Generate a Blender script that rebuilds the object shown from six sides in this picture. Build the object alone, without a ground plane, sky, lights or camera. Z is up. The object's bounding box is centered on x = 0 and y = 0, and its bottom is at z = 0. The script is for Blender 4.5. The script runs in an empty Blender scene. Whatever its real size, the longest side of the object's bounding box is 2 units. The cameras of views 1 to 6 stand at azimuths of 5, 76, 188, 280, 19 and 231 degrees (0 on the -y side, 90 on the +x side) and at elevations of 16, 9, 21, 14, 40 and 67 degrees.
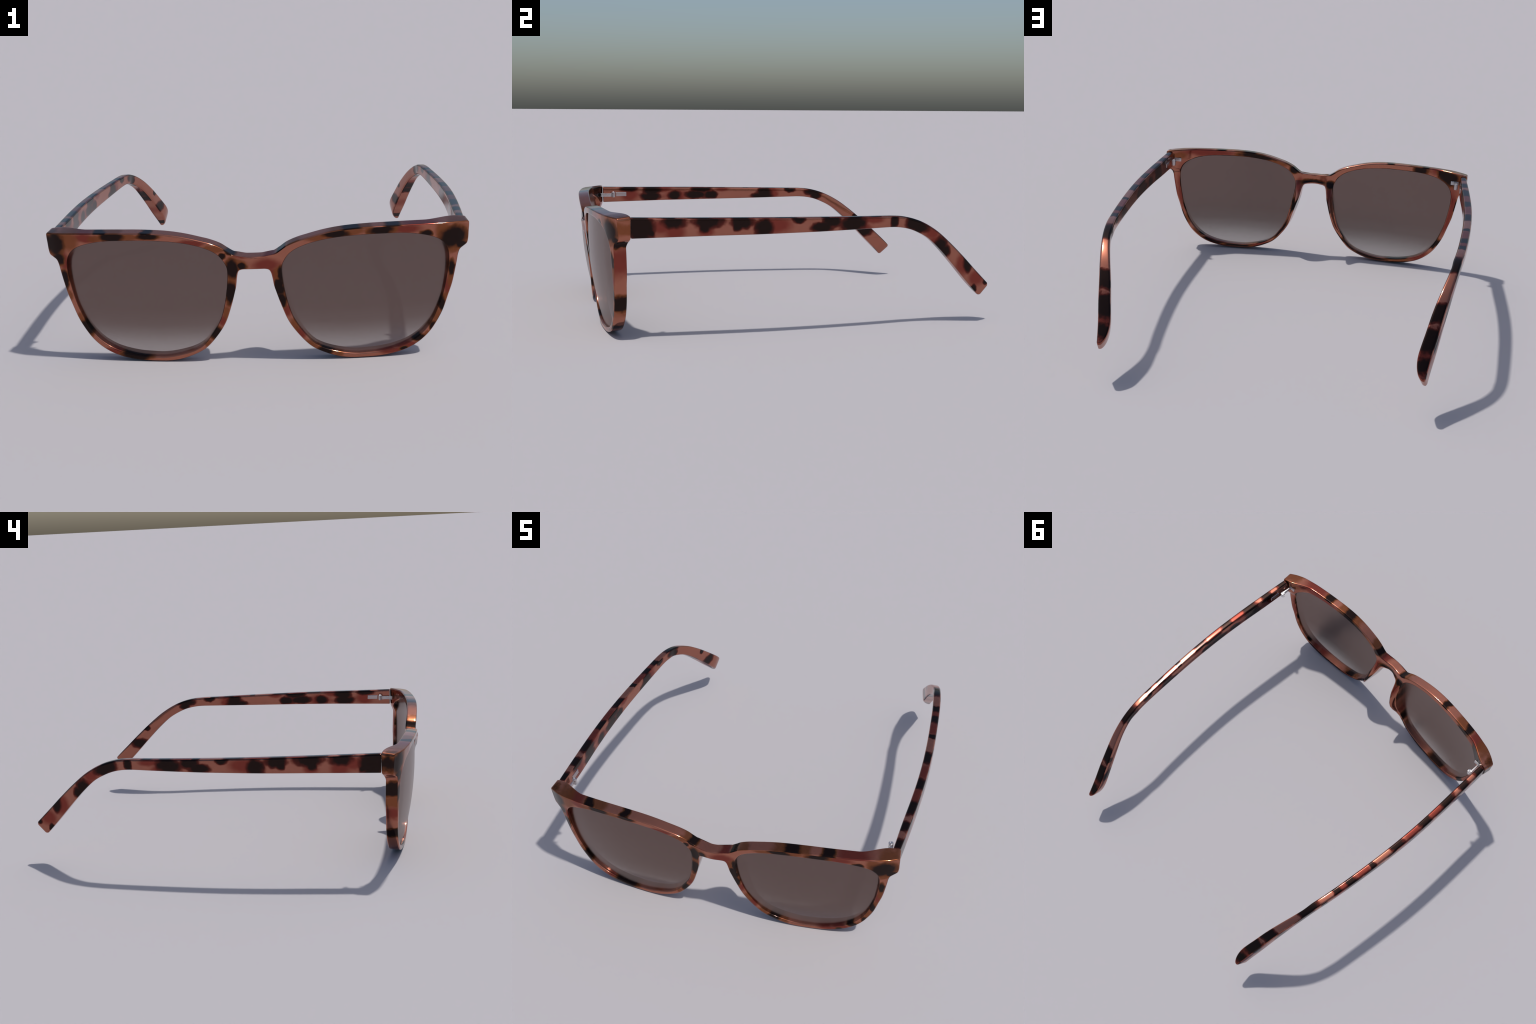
"""Tortoiseshell acetate sunglasses with gradient lenses, standing on their rims with the temples open."""
import bpy, math
import numpy as np
from mathutils import Vector

# ----------------------------------------------------------------------------
# helpers
# ----------------------------------------------------------------------------
def smooth(a, b, x):
    t = np.clip((np.asarray(x, float) - a) / (b - a), 0, 1)
    return t * t * (3 - 2 * t)

def spline(pts, n, closed):
    """Centripetal Catmull-Rom through pts, resampled to n points of even arc length."""
    P = np.array(pts, float)
    if closed:
        Q = np.vstack([P[-1], P, P[0], P[1]])
    else:
        Q = np.vstack([2 * P[0] - P[1], P, 2 * P[-1] - P[-2]])
    out = []
    for i in range(1, len(Q) - 2):
        p0, p1, p2, p3 = Q[i - 1:i + 3]
        t0 = 0.0
        t1 = t0 + max(np.linalg.norm(p1 - p0), 1e-9) ** .5
        t2 = t1 + max(np.linalg.norm(p2 - p1), 1e-9) ** .5
        t3 = t2 + max(np.linalg.norm(p3 - p2), 1e-9) ** .5
        for t in np.linspace(t1, t2, 40, endpoint=False):
            a1 = (t1 - t) / (t1 - t0) * p0 + (t - t0) / (t1 - t0) * p1
            a2 = (t2 - t) / (t2 - t1) * p1 + (t - t1) / (t2 - t1) * p2
            a3 = (t3 - t) / (t3 - t2) * p2 + (t - t2) / (t3 - t2) * p3
            b1 = (t2 - t) / (t2 - t0) * a1 + (t - t0) / (t2 - t0) * a2
            b2 = (t3 - t) / (t3 - t1) * a2 + (t - t1) / (t3 - t1) * a3
            out.append((t2 - t) / (t2 - t1) * b1 + (t - t1) / (t2 - t1) * b2)
    out.append(P[0] if closed else P[-1])
    out = np.array(out)
    s = np.r_[0, np.cumsum(np.linalg.norm(np.diff(out, axis=0), axis=1))]
    q = np.linspace(0, s[-1], n + 1)[:-1] if closed else np.linspace(0, s[-1], n)
    return np.stack([np.interp(q, s, out[:, k]) for k in range(out.shape[1])], -1)

def area_normals(V, F):
    """Vertex normals weighted by face area, so that broad faces stay flat beside narrow roundings."""
    V = np.asarray(V, float)
    tri = np.array([(f[0], f[i], f[i + 1]) for f in F for i in range(1, len(f) - 1)])
    n = np.cross(V[tri[:, 1]] - V[tri[:, 0]], V[tri[:, 2]] - V[tri[:, 0]])
    N = np.zeros_like(V)
    for k in range(3):
        np.add.at(N, tri[:, k], n)
    L = np.linalg.norm(N, axis=1, keepdims=True)
    return N / np.where(L < 1e-12, 1, L)

def outward(V, F):
    """Turn a closed mesh right side out."""
    V = np.asarray(V, float)
    tri = np.array([(f[0], f[i], f[i + 1]) for f in F for i in range(1, len(f) - 1)])
    vol = np.einsum("ij,ij->i", V[tri[:, 0]], np.cross(V[tri[:, 1]], V[tri[:, 2]])).sum()
    return [tuple(reversed(f)) for f in F] if vol < 0 else F

def make(name, V, F, mats, parent, N=None, mat_index=None):
    me = bpy.data.meshes.new(name)
    me.from_pydata([tuple(v) for v in V], [], [tuple(int(i) for i in f) for f in F])
    me.polygons.foreach_set("use_smooth", [True] * len(me.polygons))
    for m in mats:
        me.materials.append(m)
    if mat_index is not None:
        me.polygons.foreach_set("material_index", list(mat_index))
    me.update()
    if N is None:
        N = area_normals(np.array(V, float), F)
    me.normals_split_custom_set_from_vertices([tuple(n) for n in N])
    ob = bpy.data.objects.new(name, me)
    bpy.context.scene.collection.objects.link(ob)
    ob.parent = parent
    return ob

def empty(name, loc=(0, 0, 0), parent=None):
    ob = bpy.data.objects.new(name, None)
    ob.empty_display_size = .05
    ob.location = loc
    bpy.context.scene.collection.objects.link(ob)
    ob.parent = parent
    return ob

# ----------------------------------------------------------------------------
# materials
# ----------------------------------------------------------------------------
class Graph:
    def __init__(self, name):
        self.mat = bpy.data.materials.new(name)
        self.mat.use_nodes = True
        self.t = self.mat.node_tree
        self.bsdf = self.t.nodes["Principled BSDF"]
        self.out = self.t.nodes["Material Output"]
    def node(self, kind, **props):
        n = self.t.nodes.new(kind)
        for k, v in props.items():
            setattr(n, k, v)
        return n
    def link(self, a, b):
        self.t.links.new(a, b)
    def put(self, sock, v):
        if hasattr(v, "is_linked"):
            self.link(v, sock)
        else:
            sock.default_value = v
    def math(self, op, a, b=0.0, c=0.0, clamp=False):
        n = self.node("ShaderNodeMath", operation=op, use_clamp=clamp)
        for i, v in enumerate((a, b, c)):
            self.put(n.inputs[i], v)
        return n.outputs[0]
    def vmath(self, op, a, b=(0, 0, 0), out=0):
        n = self.node("ShaderNodeVectorMath", operation=op)
        self.put(n.inputs[0], a)
        self.put(n.inputs[1], b)
        return n.outputs[out]
    def ramp(self, fac, stops):
        n = self.node("ShaderNodeValToRGB")
        e = n.color_ramp.elements
        while len(e) < len(stops):
            e.new(.5)
        for k, (p, c) in enumerate(stops):
            e[k].position = p
            e[k].color = (*c, 1)
        self.link(fac, n.inputs[0])
        return n.outputs[0]
    def mix(self, fac, a, b):
        n = self.node("ShaderNodeMix", data_type="RGBA")
        self.put(n.inputs[0], fac)
        for i, v in ((6, a), (7, b)):
            self.put(n.inputs[i], v if hasattr(v, "is_linked") else (*v, 1))
        return n.outputs[2]
    def noise(self, vec, scale, detail=2.0, rough=.5, out=0):
        n = self.node("ShaderNodeTexNoise")
        n.inputs["Scale"].default_value = scale
        n.inputs["Detail"].default_value = detail
        n.inputs["Roughness"].default_value = rough
        self.link(vec, n.inputs["Vector"])
        return n.outputs[out]
    def coords(self):
        return self.node("ShaderNodeTexCoord").outputs["Object"]

# Tortoiseshell blotches. Each entry is one blotch: its centre and its two half-widths, in metres,
# across the front (x, z) or along the temple (y, z).
FRONT_DARK = [(-0.869, 0.552, 0.036, 0.042), (-0.857, 0.479, 0.019, 0.024), (-0.599, 0.587, 0.043, 0.020), (-0.443, 0.587, 0.039, 0.011), (-0.098,
    0.507, 0.015, 0.010), (-0.136, 0.492, 0.013, 0.011), (-0.095, 0.435, 0.024, 0.037), (-0.052, 0.449, 0.017, 0.013), (-0.102, 0.326, 0.019, 0.044),
    (-0.108, 0.314, 0.019, 0.037), (-0.180, 0.135, 0.024, 0.026), (-0.550, 0.027, 0.058, 0.020), (-0.764, 0.158, 0.028, 0.031), (-0.844, 0.384, 0.015,
    0.037), (0.101, 0.365, 0.015, 0.015), (0.111, 0.407, 0.005, 0.031), (0.348, 0.579, 0.043, 0.013), (0.540, 0.587, 0.041, 0.018), (0.723, 0.561,
    0.021, 0.013), (0.847, 0.532, 0.049, 0.040), (0.880, 0.494, 0.024, 0.013), (0.835, 0.392, 0.011, 0.031), (0.798, 0.233, 0.013, 0.029), (0.760,
    0.127, 0.013, 0.018), (0.702, 0.079, 0.028, 0.013), (0.631, 0.030, 0.017, 0.007), (0.294, 0.041, 0.032, 0.018), (0.107, 0.284, 0.017, 0.029),
    (0.101, 0.341, 0.019, 0.024)]
FRONT_BROWN = [(-0.800, 0.562, 0.034, 0.033), (-0.676, 0.580, 0.026, 0.013), (-0.523, 0.585, 0.026, 0.013), (-0.164, 0.528, 0.047, 0.015), (-0.071,
    0.461, 0.034, 0.015), (-0.092, 0.381, 0.017, 0.015), (-0.131, 0.232, 0.015, 0.024), (-0.218, 0.086, 0.013, 0.013), (-0.752, 0.124, 0.013, 0.011),
    (-0.790, 0.207, 0.011, 0.018), (-0.857, 0.331, 0.013, 0.020), (-0.827, 0.311, 0.013, 0.018), (0.100, 0.407, 0.013, 0.026), (0.261, 0.565, 0.041,
    0.013), (0.426, 0.587, 0.036, 0.013), (0.487, 0.588, 0.017, 0.013), (0.589, 0.587, 0.013, 0.013), (0.794, 0.566, 0.024, 0.033), (0.840, 0.478,
    0.028, 0.015), (0.838, 0.340, 0.013, 0.026), (0.816, 0.267, 0.011, 0.011), (0.775, 0.175, 0.017, 0.026), (0.735, 0.095, 0.011, 0.011), (0.349,
    0.022, 0.015, 0.013), (0.229, 0.073, 0.041, 0.018), (0.161, 0.163, 0.017, 0.029)]
FRONT_RED = [(-0.722, 0.581, 0.041, 0.015), (-0.835, 0.472, 0.017, 0.037), (-0.259, 0.558, 0.047, 0.011), (-0.149, 0.193, 0.015, 0.020), (-0.656,
    0.041, 0.047, 0.015), (0.053, 0.451, 0.047, 0.024), (0.078, 0.406, 0.019, 0.024), (0.640, 0.585, 0.049, 0.015), (0.828, 0.315, 0.019, 0.033),
    (0.826, 0.299, 0.013, 0.026), (0.642, 0.046, 0.047, 0.013), (0.575, 0.026, 0.039, 0.011), (0.184, 0.128, 0.019, 0.024), (0.131, 0.234, 0.015,
    0.024), (-0.055, 0.499, 0.026, 0.011)]
BACK_DARK = [(0.372, 0.590, 0.066, 0.019), (0.342, 0.584, 0.103, 0.020), (0.125, 0.529, 0.027, 0.023), (0.612, 0.043, 0.057, 0.018), (0.455, 0.019,
    0.068, 0.015), (0.183, 0.122, 0.057, 0.030), (0.116, 0.307, 0.010, 0.043), (0.010, 0.451, 0.053, 0.015), (-0.101, 0.448, 0.021, 0.018), (0.112,
    0.304, 0.016, 0.032), (0.171, 0.178, 0.016, 0.043), (-0.638, 0.592, 0.035, 0.029), (-0.804, 0.570, 0.048, 0.035), (-0.775, 0.594, 0.032, 0.029),
    (-0.222, 0.079, 0.048, 0.035), (-0.370, 0.032, 0.090, 0.026), (-0.768, 0.156, 0.021, 0.029)]
BACK_BROWN = [(0.835, 0.571, 0.038, 0.017), (0.456, 0.587, 0.035, 0.014), (0.210, 0.556, 0.046, 0.020), (0.770, 0.179, 0.014, 0.043), (0.709, 0.091,
    0.034, 0.025), (-0.443, 0.016, 0.032, 0.018), (-0.558, 0.026, 0.064, 0.018), (-0.856, 0.569, 0.037, 0.029), (0.157, 0.216, 0.016, 0.023)]
BACK_RED = [(0.659, 0.592, 0.132, 0.019), (0.802, 0.381, 0.030, 0.111), (-0.815, 0.362, 0.048, 0.129), (-0.775, 0.597, 0.064, 0.023), (0.395, 0.035,
    0.137, 0.025), (0.088, 0.431, 0.019, 0.035), (-0.657, 0.071, 0.064, 0.029), (-0.093, 0.406, 0.016, 0.044)]
OUTER_DARK = [(-0.780, 0.553, 0.051, 0.059), (-0.736, 0.525, 0.013, 0.013), (-0.632, 0.574, 0.044, 0.027), (-0.476, 0.574, 0.059, 0.026), (-0.495,
    0.548, 0.019, 0.019), (-0.321, 0.568, 0.046, 0.024), (-0.343, 0.547, 0.019, 0.019), (-0.217, 0.539, 0.035, 0.035), (-0.054, 0.573, 0.026, 0.015),
    (0.110, 0.563, 0.039, 0.025), (0.063, 0.534, 0.044, 0.021), (0.219, 0.548, 0.055, 0.037), (0.433, 0.547, 0.017, 0.029), (0.535, 0.533, 0.034,
    0.028), (0.580, 0.516, 0.041, 0.025), (0.553, 0.551, 0.047, 0.016), (0.696, 0.423, 0.030, 0.032), (0.729, 0.386, 0.022, 0.026), (0.867, 0.318,
    0.023, 0.039), (0.911, 0.181, 0.013, 0.020), (0.984, 0.216, 0.015, 0.012)]
OUTER_RED = [(-0.685, 0.551, 0.037, 0.029), (-0.629, 0.526, 0.040, 0.030), (-0.487, 0.529, 0.030, 0.016), (-0.154, 0.549, 0.055, 0.030), (0.324,
    0.562, 0.043, 0.014), (0.266, 0.527, 0.037, 0.017), (0.647, 0.483, 0.038, 0.025), (0.664, 0.441, 0.029, 0.022), (0.836, 0.314, 0.036, 0.046),
    (0.924, 0.240, 0.040, 0.036)]
INNER_DARK = [(-0.664, 0.583, 0.047, 0.017), (-0.519, 0.570, 0.045, 0.023), (-0.527, 0.531, 0.057, 0.023), (-0.376, 0.535, 0.034, 0.023), (-0.205,
    0.574, 0.049, 0.017), (-0.243, 0.539, 0.057, 0.021), (-0.144, 0.540, 0.040, 0.019), (0.201, 0.548, 0.041, 0.027), (0.183, 0.528, 0.059, 0.016),
    (0.364, 0.567, 0.029, 0.016), (0.522, 0.553, 0.050, 0.020), (0.532, 0.526, 0.025, 0.018), (0.781, 0.397, 0.018, 0.014), (0.827, 0.299, 0.046,
    0.027)]
INNER_RED = [(-0.658, 0.539, 0.045, 0.030), (-0.455, 0.576, 0.049, 0.017), (-0.369, 0.533, 0.057, 0.030), (-0.068, 0.573, 0.034, 0.013), (0.233,
    0.561, 0.050, 0.023), (0.260, 0.538, 0.027, 0.018)]
# rim edges: brow, outer sides and underside (x, z)
WALL_DARK = [(-.88, .55, .045, .045), (-.66, .60, .026, .02), (-.455, .60, .022, .016), (.585, .60, .030, .03), (.41, .60, .042, .03), (.12, .52, .022, .03),
    (-.10, .51, .025, .03), (.80, .18, .05, .045), (.868, .475, .02, .018), (.70, .05, .03, .02), (-.85, .41, .04, .035), (-.79, .165, .04, .026),
    (-.55, .01, .06, .03), (.30, .03, .05, .03), (-.18, .13, .04, .03), (.10, .32, .03, .04), (-.10, .33, .03, .04)]
WALL_BROWN = [(.86, .59, .05, .025), (-.80, .59, .05, .03), (-.60, .60, .04, .02), (.36, .59, .05, .03), (.47, .60, .03, .03), (.17, .545, .03, .02),
    (.80, .125, .04, .03), (-.85, .34, .03, .03), (.90, .545, .03, .03), (-.15, .53, .04, .02), (.22, .08, .04, .03)]
WALL_RED = [(.70, .60, .08, .03), (-.74, .60, .05, .03), (.84, .40, .04, .075), (-.84, .27, .03, .04), (.07, .50, .03, .02), (.60, .02, .08, .02), (-.68, .04, .05, .03)]
# upper face of the temple, (y, z) with a tall second half-width: bands across the edge
TOP_DARK = [(c, .5, w, 3.0) for c, w in ((-.785, .03), (-.66, .032), (-.515, .047), (-.33, .034), (-.11, .042), (.08, .015), (.235, .03),
                                         (.335, .025), (.522, .059), (.772, .034), (.868, .040), (.955, .024))]
TOP_RED = [(c, .5, w, 3.0) for c, w in ((.905, .04), (-.42, .06), (-.23, .06), (.15, .05), (.28, .05), (.94, .06))]

PINK = (.44, .170, .110)
ROSE = (.385, .152, .104)
RED = (.215, .040, .028)
BROWN = (.215, .066, .022)
DARK = (.020, .0105, .0088)

def acetate(name, axis, dark, red, brown, mirrored, base=PINK, seed=0.0, warp=.011, soft=.32, grow=1.25, rough_edge=.7):
    """Polished acetate: pink ground, red clouds, amber-edged black blotches."""
    g = Graph(name)
    p = g.coords()
    if mirrored:
        p = g.vmath("ABSOLUTE", p)
        # keep the sign of y: only x is folded
        sx = g.node("ShaderNodeSeparateXYZ"); g.link(p, sx.inputs[0])
        sy = g.node("ShaderNodeSeparateXYZ"); g.link(g.coords(), sy.inputs[0])
        cb = g.node("ShaderNodeCombineXYZ")
        g.link(sx.outputs[0], cb.inputs[0]); g.link(sy.outputs[1], cb.inputs[1]); g.link(sy.outputs[2], cb.inputs[2])
        p = cb.outputs[0]
    q = g.vmath("ADD", p, (seed, seed * .7, 0))
    n1 = g.vmath("SUBTRACT", g.noise(q, 16, 3, .55, out=1), (.5, .5, .5))
    n2 = g.vmath("SUBTRACT", g.noise(q, 55, 2, .5, out=1), (.5, .5, .5))
    w = g.vmath("ADD", g.vmath("MULTIPLY", n1, (warp * 2.2,) * 3), g.vmath("MULTIPLY", n2, (warp * .5,) * 3))
    p = g.vmath("ADD", p, w)
    def field(blobs):
        best = None
        for a, z, ra, rz in blobs:
            ra, rz = max(ra, .009) * grow, max(rz, .009) * grow
            n = g.node("ShaderNodeVectorMath", operation="MULTIPLY_ADD")
            g.link(p, n.inputs[0])
            sc, off = [0, 0, 1 / rz], [0, 0, -z / rz]
            sc[axis], off[axis] = 1 / ra, -a / ra
            n.inputs[1].default_value = sc
            n.inputs[2].default_value = off
            d = g.vmath("LENGTH", n.outputs[0], out=1)
            best = d if best is None else g.math("SMOOTH_MIN", best, d, .25)
        return best
    def mask(f, lo, hi):
        m = g.node("ShaderNodeMapRange", interpolation_type="SMOOTHSTEP")
        g.link(f, m.inputs[0])
        for i, v in ((1, lo), (2, hi), (3, 1.0), (4, 0.0)):
            m.inputs[i].default_value = v
        return m.outputs[0]
    cloud = g.noise(q, 9, 2, .5)
    col = g.mix(g.math("MULTIPLY", cloud, .55), base, tuple(.5 * a + .5 * b for a, b in zip(base, RED)))
    if red:
        col = g.mix(g.math("MULTIPLY", mask(field(red), .55, 1.5), .95), col, RED)
    if brown:
        col = g.mix(g.math("MULTIPLY", mask(field(brown), .6, 1.4), .85), col, BROWN)
    f = field(dark)
    f = g.math("ADD", f, g.math("MULTIPLY", g.math("SUBTRACT", g.noise(q, 24, 2, .5), .5), rough_edge))
    col = g.mix(mask(f, 1.0, 1.0 + soft * 1.25), col, BROWN if brown else tuple(.6 * a for a in RED))
    col = g.mix(mask(f, 1.0 - soft, 1.0 + soft * .75), col, DARK)
    g.link(col, g.bsdf.inputs["Base Color"])
    g.bsdf.inputs["Metallic"].default_value = .87                # pearly, coloured reflections over a little diffuse body colour
    g.bsdf.inputs["Roughness"].default_value = .11
    return g.mat

def lens_tint():
    """Brown lens, nearly opaque above and clearing towards the bottom."""
    g = Graph("gradient_lens_tint")
    xyz = g.node("ShaderNodeSeparateXYZ")
    g.link(g.coords(), xyz.inputs[0])
    z = g.math("MULTIPLY", xyz.outputs[2], 1 / .6)
    clear = g.ramp(z, [(p / .6, (c, c, c)) for p, c in ((.02, .44), (.05, .39), (.08, .31), (.11, .215), (.14, .125), (.18, .05), (.25, .018), (.45, .010))])
    g.bsdf.inputs["Base Color"].default_value = (.19, .135, .122, 1)
    g.bsdf.inputs["Metallic"].default_value = 1
    g.bsdf.inputs["Roughness"].default_value = .25
    tr = g.node("ShaderNodeBsdfTransparent")
    mx = g.node("ShaderNodeMixShader")
    # each side shows its outer face; the inside of the lens body neither reflects nor absorbs
    geo = g.node("ShaderNodeNewGeometry")
    g.link(g.math("MAXIMUM", clear, geo.outputs["Backfacing"]), mx.inputs[0])
    g.link(g.bsdf.outputs[0], mx.inputs[1])
    g.link(tr.outputs[0], mx.inputs[2])
    g.link(mx.outputs[0], g.out.inputs["Surface"])
    return g.mat

def hinge_clear():
    g = Graph("clear_polished_fitting")
    g.bsdf.inputs["Base Color"].default_value = (.75, .75, .77, 1)
    g.bsdf.inputs["Metallic"].default_value = 1
    g.bsdf.inputs["Roughness"].default_value = .2
    tr = g.node("ShaderNodeBsdfTransparent")
    mx = g.node("ShaderNodeMixShader")
    mx.inputs[0].default_value = .5
    g.link(g.bsdf.outputs[0], mx.inputs[1])
    g.link(tr.outputs[0], mx.inputs[2])
    g.link(mx.outputs[0], g.out.inputs["Surface"])
    return g.mat

FRAME_MAT = acetate("front_acetate", 0, FRONT_DARK, FRONT_RED, FRONT_BROWN, False)
FRAME_EDGE = acetate("edge_acetate", 0, WALL_DARK, WALL_RED, WALL_BROWN, False, seed=9, warp=.02, grow=1.0)
FRAME_BACK = acetate("back_acetate", 0, BACK_DARK, BACK_RED, BACK_BROWN, False, seed=4)
TEMPLE_OUT = acetate("temple_acetate", 1, OUTER_DARK, OUTER_RED, None, True, base=ROSE, warp=.010, grow=1.15)
TEMPLE_IN = acetate("temple_inner_acetate", 1, INNER_DARK, INNER_RED, None, True, base=ROSE, seed=2, warp=.010, grow=1.15)
TEMPLE_TOP = acetate("temple_edge_acetate", 1, TOP_DARK, TOP_RED, None, True, base=ROSE, seed=7, warp=.026, grow=1.05)
LENS_MAT = lens_tint()
HINGE_MAT = hinge_clear()

# ----------------------------------------------------------------------------
# front frame
# ----------------------------------------------------------------------------
TILT = .11                                   # pantoscopic lean of the front
# departure of the front from a plain arc: the rims step back beside the bridge and wrap at the end pieces
_bow_x = np.linspace(0, .95, 2000)
_bow = np.interp(_bow_x, [0, .04, .09, .13, .20, .30, .42, .60, .72, .82, .87, .91],
                 [.003, .008, .017, .017, .012, .006, 0, -.006, -.010, -.008, .002, .018])
_k = np.hanning(121)
_bow = np.convolve(np.r_[_bow[60:0:-1], _bow, np.full(60, _bow[-1])], _k / _k.sum(), "valid")

def front_y(x, z):
    """Front face of the frame: wrapped round the face and leaning back at the bottom."""
    return -1.003 + .134 * x * x + TILT * (.495 - z) + np.interp(np.abs(x), _bow_x, _bow)

JOINT_Y = -.8235                              # plane where the end pieces meet the temples
def front_thickness(x, z):
    t = np.full(np.shape(x), .058)
    w = smooth(.72, .88, x) * smooth(.45, .49, z)
    return t * (1 - w) + (JOINT_Y - .15 * (.9 - x) - front_y(x, z)) * w

OUTLINE = [(0, 0.4893), (0.0461, 0.4897), (0.0834, 0.4953), (0.1115, 0.512), (0.1406, 0.5328), (0.1836, 0.5522), (0.2256, 0.565), (0.3005,
           0.5843), (0.3802, 0.5965), (0.4797, 0.602), (0.5792, 0.6025), (0.6883, 0.6015), (0.8082, 0.5988), (0.890, 0.5942), (0.903, 0.5932),
           (0.9082, 0.5905), (0.9098, 0.5855), (0.9101, 0.5703), (0.9091, 0.5503), (0.9075, 0.5122), (0.9026, 0.494), (0.8872, 0.4842), (0.8718,
           0.4739), (0.8632, 0.4517), (0.859, 0.426), (0.8495, 0.3707), (0.839, 0.3195), (0.8234, 0.2705), (0.8001, 0.1993), (0.7751,
           0.1486), (0.7481, 0.1069), (0.7111, 0.0691), (0.6655, 0.0385), (0.6139, 0.0183), (0.5643, 0.0071), (0.5195, 0.002), (0.4598,
           0.0006), (0.4001, 0.0016), (0.3453, 0.0104), (0.2835, 0.033), (0.2356, 0.0599), (0.1906, 0.1059), (0.1406, 0.1788), (0.1115,
           0.2538), (0.0904, 0.3244), (0.0829, 0.3528), (0.0773, 0.3902), (0.0718, 0.4156), (0.0642, 0.4286), (0.0501, 0.4339), (0.0271,
           0.4355), (0, 0.4362)]
OPENING = [(0.4797, 0.5741), (0.5563, 0.5738), (0.6338, 0.571), (0.6883, 0.5636), (0.7456, 0.5493), (0.7861, 0.5296), (0.8092, 0.5065),
           (0.8229, 0.4792), (0.8286, 0.447), (0.8276, 0.4121), (0.8234, 0.3733), (0.8122, 0.3079), (0.8047, 0.2731), (0.7881, 0.2233),
           (0.7631, 0.1636), (0.731, 0.116), (0.6953, 0.0809), (0.6487, 0.0523), (0.599, 0.0346), (0.5394, 0.0222), (0.4797, 0.0174), (0.42,
           0.0165), (0.3453, 0.0289), (0.2765, 0.0519), (0.2356, 0.0789), (0.1906, 0.135), (0.1556, 0.1942), (0.1356, 0.256), (0.1231,
           0.3141), (0.1145, 0.3744), (0.1115, 0.4145), (0.114, 0.4417), (0.1241, 0.4658), (0.1416, 0.4921), (0.1666, 0.5137), (0.2106,
           0.5357), (0.2706, 0.5538), (0.3404, 0.5659), (0.4101, 0.5719)]

def inward(C, closed, flip):
    """Unit normals of a contour, pointing into the material."""
    if closed:
        d = np.roll(C, -1, 0) - np.roll(C, 1, 0)
    else:
        d = np.gradient(C, axis=0)
        d[0] = (1, 0)
        d[-1] = (-1, 0)
    d /= np.linalg.norm(d, axis=1, keepdims=True)
    n = np.stack([d[:, 1], -d[:, 0]], -1)
    return -n if flip else n

def pad_rise(z):
    """How far the nose pads stand out behind the rim."""
    return np.interp(z, [.09, .13, .17, .21, .25, .28, .32, .36, .40, .43, .45],
                     [0, .006, .024, .050, .069, .072, .064, .048, .029, .012, 0])

def place(x, z, depth):
    """Point of the front: outline coordinates x, z and depth behind the front face."""
    y = front_y(x, z) + depth
    zz = z + TILT * depth
    xx = x - .009 * smooth(.87, .90, x) * smooth(.47, .5, z) * np.clip(depth / .07, 0, 1)
    return np.stack([xx, y, zz], -1)

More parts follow.
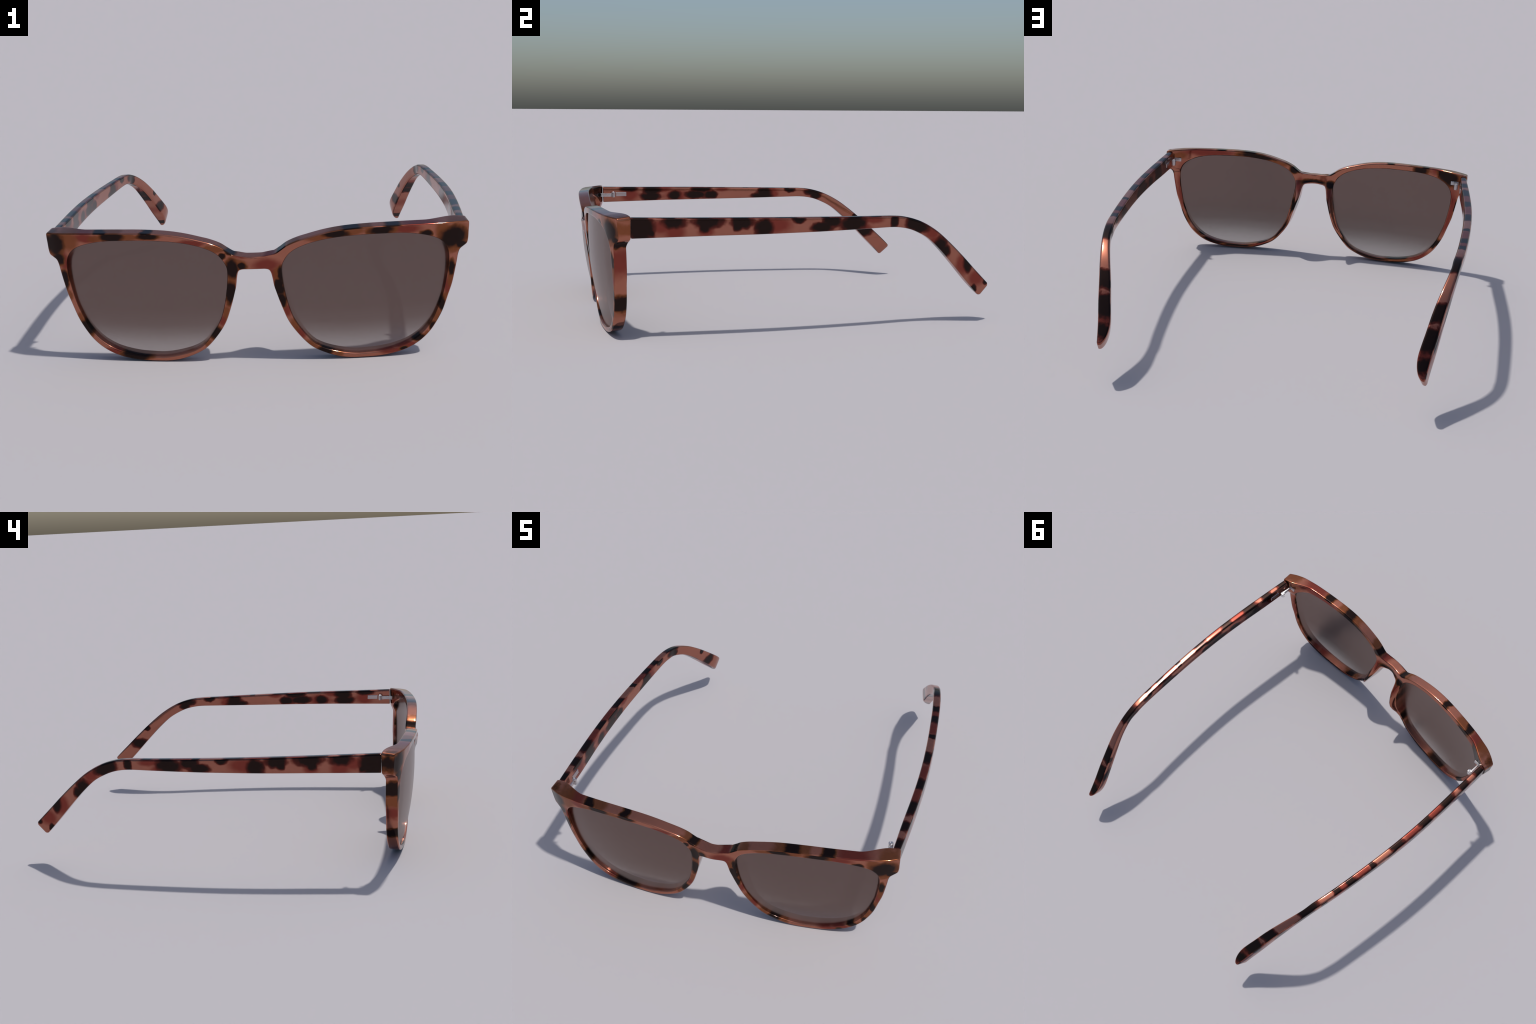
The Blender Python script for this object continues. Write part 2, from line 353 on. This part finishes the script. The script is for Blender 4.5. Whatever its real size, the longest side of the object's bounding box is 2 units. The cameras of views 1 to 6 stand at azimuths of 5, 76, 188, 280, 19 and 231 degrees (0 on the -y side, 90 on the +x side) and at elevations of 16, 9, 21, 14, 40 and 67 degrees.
def build_front(parent):
    outer = spline(OUTLINE, 420, False)
    outer = outer - inward(outer, False, False) * .0015
    outer[0, 0] = outer[-1, 0] = 0
    hole_f = spline(OPENING, 2000, True)
    hole_f = hole_f - inward(hole_f, True, True) * .0045        # the measured ridge lies on the rounding
    # pair outline stations with stations on the lens opening
    keys = [((0, .4905), (.150, .506)), ((.14, .5375), (.175, .523)), ((.225, .568), (.245, .55)), ((.48, .6015), (.48, .5735)),
            ((.69, .599), (.66, .566)), ((.81, .5965), (.74, .549)), ((.9048, .588), (.788, .527)), ((.899, .4985), (.8165, .494)),
            ((.871, .475), (.8275, .465)), ((.859, .426), (.829, .41)), ((.825, .268), (.8055, .266)), ((.75, .103), (.727, .105)),
            ((.615, .0155), (.605, .043)), ((.46, 0), (.46, .0165)), ((.283, .036), (.295, .048)), ((.14, .185), (.165, .183)),
            ((.09, .33), (.1215, .325)), ((.0715, .42), (.111, .415)), ((.05, .437), (.112, .436)), ((0, .4375), (.1155, .452))]
    nh = len(hole_f)
    start = int(np.argmin(np.linalg.norm(hole_f - np.array(keys[0][1]), axis=1)))
    hole_f = np.roll(hole_f, -start, 0)
    ok, hk = [], []
    for o, h in keys:
        ok.append(int(np.argmin(np.linalg.norm(outer - np.array(o), axis=1))))
        hk.append(int(np.argmin(np.linalg.norm(hole_f - np.array(h), axis=1))))
    ok[0], ok[-1], hk[0] = 0, len(outer) - 1, 0
    hi = np.interp(np.arange(len(outer)), ok, hk)
    nb = 14                                                     # stations across the bridge plane x = 0
    hi = np.r_[hi, np.linspace(hk[-1], nh, nb + 2)[1:-1]]
    def at(C, q):
        a = np.floor(q).astype(int) % nh
        f = (q - np.floor(q))[:, None]
        return C[a] * (1 - f) + C[(a + 1) % nh] * f
    hole = at(hole_f, hi)
    hn = at(inward(hole_f, True, True), hi)                     # from opening into the rim
    on = inward(outer, False, False)                            # from outline into the rim
    nc, ns = len(outer), len(outer) + nb
    rf, rb, hf, hb = .006, .0075, .008, .006                   # edge roundings: outline front/back, opening front/back

    def outer_at(inset):
        C = outer + on * inset
        C[0, 0] = C[-1, 0] = 0
        C[:, 0] = np.maximum(C[:, 0], 0)
        w = np.linspace(0, 1, nb + 2)[1:-1]
        B = np.stack([np.zeros(nb), C[-1, 1] * (1 - w) + C[0, 1] * w], -1)
        return np.vstack([C, B])

    rings, kinds = [], []          # each ring: (ns,3) positions
    def ring(xz, depth, kind, pad=0.0):
        """pad: share of the nose pad's rise carried by this ring."""
        x, z = xz[:, 0].copy(), xz[:, 1]
        a, b = depth if isinstance(depth, tuple) else (depth, 0.0)
        d = a + b * front_thickness(x, z)                       # depth = a + b * local thickness
        if np.any(pad):
            nas = smooth(.30, .21, x) * smooth(.015, .05, x)
            rise = pad_rise(z) * nas * pad
            d += rise
            x += rise * np.interp(z, [.2, .33, .40, .43], [.10, .08, .03, 0])
        rings.append(place(x, z, d))
        kinds.append(kind)
    a4 = np.radians([0, 22.5, 45, 67.5, 90])
    # front face from opening to outline
    inner0, outer0 = hole + hn * hf, outer_at(rf)
    nr = 9
    for k in range(nr + 1):
        w = k / nr
        w = .5 - .5 * math.cos(math.pi * w) if 0 < k < nr else w
        ring(inner0 * (1 - w) + outer0 * w, 0, "front")
    for a in a4[1:]:
        ring(outer_at(rf * (1 - math.sin(a))), rf * (1 - math.cos(a)), "wall")
    nw = 5
    for k in range(1, nw + 1):
        ring(outer_at(0), (rf - (rb + rf) * k / nw, k / nw), "wall", pad=k / nw)
    for a in a4[1:]:
        ring(outer_at(rb * (1 - math.cos(a))), (rb * math.sin(a) - rb, 1.0), "wall" if a < 1.5 else "back", pad=1.0)
    innerb, outerb = hole + hn * hb, outer_at(rb)
    for k in range(1, nr + 1):
        w = k / nr
        w = .5 - .5 * math.cos(math.pi * w) if k < nr else w
        ring(outerb * (1 - w) + innerb * w, (0.0, 1.0), "back", pad=1 - .45 * w * w)
    for a in a4[1:]:
        ring(hole + hn * hb * (1 - math.sin(a)), (-hb * (1 - math.cos(a)), 1.0), "hole", pad=.55)
    for k in range(1, nw):
        ring(hole, (-hb + (hf + hb) * k / nw, 1 - k / nw), "hole", pad=.55 * (1 - k / nw))
    for a in a4[:-1]:
        ring(hole + hn * hf * (1 - math.cos(a)), hf - hf * math.sin(a), "hole")
    R = np.array(rings)                                          # (rings, stations, 3)
    nk = len(R)
    V = R.reshape(-1, 3)
    F, K = [], []
    wall_rings = [k for k in range(nk) if kinds[k] == "wall"]
    k0, k1 = min(wall_rings) - 1, max(wall_rings) + 1
    for k in range(nk):
        k2 = (k + 1) % nk
        for s in range(ns):
            s2 = (s + 1) % ns
            if k0 <= k < k1 and s >= nc - 1:                     # no wall inside the bridge
                continue
            F.append((k * ns + s, k * ns + s2, k2 * ns + s2, k2 * ns + s))
            K.append({"front": 0, "hole": 0, "wall": 2, "back": 1}[kinds[k]])
    # mirror and weld on x = 0
    used = sorted({i for f in F for i in f})
    remap = {}
    pts, key = [], {}
    def add(p):
        q = (round(p[0], 6), round(p[1], 6), round(p[2], 6))
        if q not in key:
            key[q] = len(pts)
            pts.append(p)
        return key[q]
    ra = {i: add(V[i]) for i in used}
    rbm = {i: add(V[i] * (-1, 1, 1)) for i in used}
    faces, side_of = [], []
    for f, kind in zip(F, K):
        for m, rev in ((ra, False), (rbm, True)):
            q = [m[i] for i in f]
            q = [a for j, a in enumerate(q) if a != q[j - 1]]
            if len(set(q)) >= 3:
                faces.append(tuple(reversed(q)) if rev else tuple(q))
                side_of.append(kind)
    pts = np.array(pts)
    faces = outward(pts, faces)
    N = area_normals(pts, faces)
    # split the nose pads off along coinciding borders
    cen = np.array([pts[list(f)].mean(0) for f in faces])
    ax = np.abs(cen[:, 0])
    rise = pad_rise(cen[:, 2]) * smooth(.30, .21, ax) * smooth(.015, .05, ax)
    behind = cen[:, 1] - front_y(ax, cen[:, 2])
    is_pad = (rise > .010) & (behind > .054)
    def part(name, mask, par):
        fs = [f for f, m in zip(faces, mask) if m]
        ids = sorted({i for f in fs for i in f})
        mp = {i: k for k, i in enumerate(ids)}
        return make(name, pts[ids], [[mp[i] for i in f] for f in fs], [FRAME_MAT, FRAME_BACK, FRAME_EDGE], par, N[ids],
                    [k for k, m in zip(side_of, mask) if m])
    fr = part("front_frame", ~is_pad, parent)
    part("nose_pad", is_pad & (cen[:, 0] > 0), fr)
    part("nose_pad", is_pad & (cen[:, 0] < 0), fr)
    return fr

def build_lens(parent, side):
    C = spline(OPENING, 240, True)
    n = inward(C, True, True)
    C = C - n * .001
    c = np.array([.46, .31])
    nr = 26
    fr = np.sin(np.linspace(0, 1, nr + 1)[1:] * math.pi / 2)
    V, F = [], []
    def sheet(depth, rise, back):
        base = len(V)
        def pt(q):
            dome = max(1 - ((q[0] - .47) / .37) ** 2 - ((q[1] - .295) / .285) ** 2, -.3)
            return place(np.array([q[0]]), np.array([q[1]]), np.array([depth - rise * dome + back * float(smooth(.5, .8, q[0]))]))[0]
        V.append(pt(c))
        for r in fr:
            for q in C:
                V.append(pt(c + (q - c) * r))
        return base
    f0, b0 = sheet(.014, .024, .006), sheet(.036, .018, .012)
    m = len(C)
    for base, flip in ((f0, False), (b0, True)):
        fs = []
        for s in range(m):
            s2 = (s + 1) % m
            fs.append((base, base + 1 + s, base + 1 + s2))
            for k in range(nr - 1):
                o = base + 1 + k * m
                fs.append((o + s, o + m + s, o + m + s2, o + s2))
        F += [tuple(reversed(f)) for f in fs] if flip else fs
    for s in range(m):
        s2 = (s + 1) % m
        a, b = f0 + 1 + (nr - 1) * m, b0 + 1 + (nr - 1) * m
        F.append((a + s, b + s, b + s2, a + s2))
    V = np.array(V)
    if side < 0:
        V = V * (-1, 1, 1)
        F = [tuple(reversed(f)) for f in F]
    # sheets keep their own normals; the rim is hidden in the frame
    if outward(V, F) is not F:
        F = [tuple(reversed(f)) for f in F]
    me_n = area_normals(V, F[:-m])
    return make("lens", V, F, [LENS_MAT], parent, me_n)

# ----------------------------------------------------------------------------
# temples
# ----------------------------------------------------------------------------
# upper edge (y, z), lower edge (y, z), thickness
SIDE = [(-.8222, .5945, -.8212, .5015, .036), (-.62, .5905, -.62, .505, .043), (-.446, .588, -.446, .5075, .043), (-.25, .585, -.25, .509, .043),
        (-.087, .582, -.087, .511, .043), (.06, .5795, .06, .513, .043), (.20, .577, .20, .516, .043), (.32, .575, .32, .519, .043),
        (.429, .5735, .429, .521, .043), (.487, .568, .475, .517, .043), (.545, .5545, .522, .507, .040), (.604, .532, .570, .4885, .043),
        (.676, .491, .630, .4555, .049), (.753, .431, .700, .396, .056), (.836, .3575, .780, .3155, .060), (.918, .280, .860, .231, .062),
        (1.004, .199, .9465, .1435, .060)]
def outer_x(y):
    return np.interp(y, XO[:, 0], XO[:, 1])
XO = spline([(-.85, .8955), (-.82, .898), (-.68, .906), (-.47, .9145), (-.25, .917), (-.05, .910), (.14, .896), (.36, .874), (.46, .860),
             (.59, .836), (.69, .812), (.763, .792), (.838, .772), (.92, .748), (1.005, .727)], 300, False)

def build_temple(parent, side):
    S = spline(SIDE, 260, False)
    top, bot, th = S[:, 0:2], S[:, 2:4], S[:, 4]
    mid = (top + bot) / 2
    run = np.r_[0, np.cumsum(np.linalg.norm(np.diff(mid, axis=0), axis=1))]
    total = run[-1]
    extra = np.unique(np.r_[run[run < total - .145], total - .145 * (1 - np.sin(np.linspace(0, math.pi / 2, 40))),
                            .004 * (1 - np.cos(np.linspace(0, math.pi / 2, 6)))])
    get = lambda A: np.stack([np.interp(extra, run, A[:, k]) for k in range(A.shape[1])], -1)
    top, bot, mid = get(top), get(bot), get(mid)
    th = np.interp(extra, run, th)
    end = total - extra
    # cross-section: rounded rectangle with slightly crowned faces, u 0..1 outer to inner, v -1..1 bottom to top
    def section(h, t, r, crown):
        pts = []
        r = min(r, t * .48, h * .45)
        for cx, cz, a0 in ((t - r, h / 2 - r, 0), (r, h / 2 - r, 90), (r, -h / 2 + r, 180), (t - r, -h / 2 + r, 270)):
            for a in np.linspace(a0, a0 + 90, 7):
                pts.append((cx + r * math.cos(math.radians(a)), cz + r * math.sin(math.radians(a))))
            nxt = {0: (r, h / 2), 90: (0, -h / 2 + r), 180: (t - r, -h / 2), 270: (t, h / 2 - r)}[a0]
            last = pts[-1]
            for w in np.linspace(0, 1, 9)[1:-1]:
                pts.append((last[0] * (1 - w) + nxt[0] * w, last[1] * (1 - w) + nxt[1] * w))
        P = np.array(pts)
        q = P.copy()
        P[:, 0] = t / 2 + (q[:, 0] - t / 2) * (1 - crown * (2 * q[:, 1] / h) ** 2)
        P[:, 1] = q[:, 1] * (1 - .5 * crown * ((q[:, 0] - t / 2) * 2 / t) ** 2)
        return P
    rings = []
    for i in range(len(extra)):
        h = np.linalg.norm(top[i] - bot[i])
        grow_h = .0025
        up = (top[i] - bot[i]) / h
        h += grow_h
        t = th[i]
        e = end[i]
        # inner face sweeps out to a chisel tip, corners rounded in side view
        q = min(e / .14, 1)
        t = .005 + (t - .005) * math.sqrt(max(0, 1 - (1 - q) ** 2.1))
        c = min(e / .014, 1)
        h = h - .024 * (1 - math.sqrt(max(0, 1 - (1 - c) ** 2)))
        a = min(extra[i] / .004, 1)
        shrink = .005 * (1 - math.sqrt(max(0, 1 - (1 - a) ** 2)))
        P = section(h - shrink, t - shrink, .0095, .05)
        yy = mid[i, 0] + up[0] * P[:, 1]
        xo = outer_x(yy) + .001 - shrink / 2 - (.004 * (1 - e / .014) ** 2 if e < .014 else 0)
        rings.append(np.stack([xo - P[:, 0], yy, mid[i, 1] + up[1] * P[:, 1]], -1))
    R = np.array(rings)
    n, m = R.shape[:2]
    V = R.reshape(-1, 3)
    F, MI = [], []
    inner = [0] * m
    sec = section(.08, .033, .0095, .05)
    for j in range(m):
        k = (j + 1) % m
        x = (sec[j, 0] + sec[k, 0]) / 2
        v = (sec[j, 1] + sec[k, 1]) / 2
        inner[j] = 2 if v > .0372 else 1 if x > .033 * .62 and v > -.0385 else 0
    for i in range(n - 1):
        for j in range(m):
            k = (j + 1) % m
            F.append((i * m + j, i * m + k, (i + 1) * m + k, (i + 1) * m + j))
            MI.append(inner[j])
    F.append(tuple(reversed(range(m))))
    F.append(tuple((n - 1) * m + j for j in range(m)))
    MI += [0, 0]
    V = V * (side, 1, 1)
    return make("temple", V, outward(V, F), [TEMPLE_OUT, TEMPLE_IN, TEMPLE_TOP], parent, None, MI)

# ----------------------------------------------------------------------------
# hinges
# ----------------------------------------------------------------------------
def rounded_box(c, size, r=.003, seg=3):
    """Box with rounded edges: a sphere grid pushed out to the corners."""
    V, F = [], []
    c, s = np.array(c, float), np.array(size, float) / 2 - r
    nu, nv = 4 * (seg + 1), 2 * (seg + 1)
    th = np.r_[np.linspace(0, 90, seg + 1), np.linspace(90, 180, seg + 1), np.linspace(180, 270, seg + 1), np.linspace(270, 360, seg + 1)]
    ph = np.r_[np.linspace(-90, 0, seg + 1), np.linspace(0, 90, seg + 1)]
    for k, p in enumerate(np.radians(ph)):
        for j, t in enumerate(np.radians(th)):
            q = j // (seg + 1)
            sx, sy = (1, -1, -1, 1)[q], (1, 1, -1, -1)[q]
            sz = -1 if k <= seg else 1
            d = np.array([math.cos(p) * math.cos(t), math.cos(p) * math.sin(t), math.sin(p)])
            V.append(c + s * (sx, sy, sz) + d * r)
    for k in range(nv - 1):
        for j in range(nu):
            j2 = (j + 1) % nu
            F.append((k * nu + j, k * nu + j2, (k + 1) * nu + j2, (k + 1) * nu + j))
    F.append(tuple(reversed(range(nu))))
    F.append(tuple((nv - 1) * nu + j for j in range(nu)))
    return V, F

def drum(c, r, z0, z1, b=.002, n=28):
    V, F = [], []
    prof = [(r - b, z0), (r - b * .3, z0 + b * .3), (r, z0 + b), (r, z1 - b), (r - b * .3, z1 - b * .3), (r - b, z1),
            (r * .62, z1), (r * .55, z1 - .002), (r * .3, z1 - .002)]
    for rr, z in prof:
        for j in range(n):
            a = 2 * math.pi * j / n
            V.append((c[0] + rr * math.cos(a), c[1] + rr * math.sin(a), z))
    for k in range(len(prof) - 1):
        for j in range(n):
            j2 = (j + 1) % n
            F.append((k * n + j, k * n + j2, (k + 1) * n + j2, (k + 1) * n + j))
    F.append(tuple(reversed(range(n))))
    F.append(tuple((len(prof) - 1) * n + j for j in range(n)))
    return V, F

def build_hinge(parent, side):
    h = empty("hinge", (0, 0, 0), parent)
    def put(name, VF):
        V, F = VF
        V = np.array(V, float)
        if side < 0:
            V = V * (-1, 1, 1)
            F = [tuple(reversed(f)) for f in F]
        make(name, V, outward(V, F), [HINGE_MAT], h)
    put("hinge_barrel", drum((.842, -.761), .0125, .533, .5655))
    put("hinge_leaf", rounded_box((.848, -.797, .546), (.012, .075, .020), .003))
    put("frame_plate", rounded_box((.838, -.836, .549), (.050, .010, .022), .003))
    put("temple_plate", rounded_box((.8675, -.712, .549), (.012, .066, .026), .003))
    put("hinge_screw", drum((.842, -.761), .0065, .5655, .5685, .001, 20))
    return h

# ----------------------------------------------------------------------------
root = empty("sunglasses")
root["label"] = "tortoiseshell acetate sunglasses with brown gradient lenses"
root["category"] = "sunglasses"
frame = build_front(root)
for side in (1, -1):
    build_lens(root, side)
    build_temple(root, side)
    build_hinge(root, side)
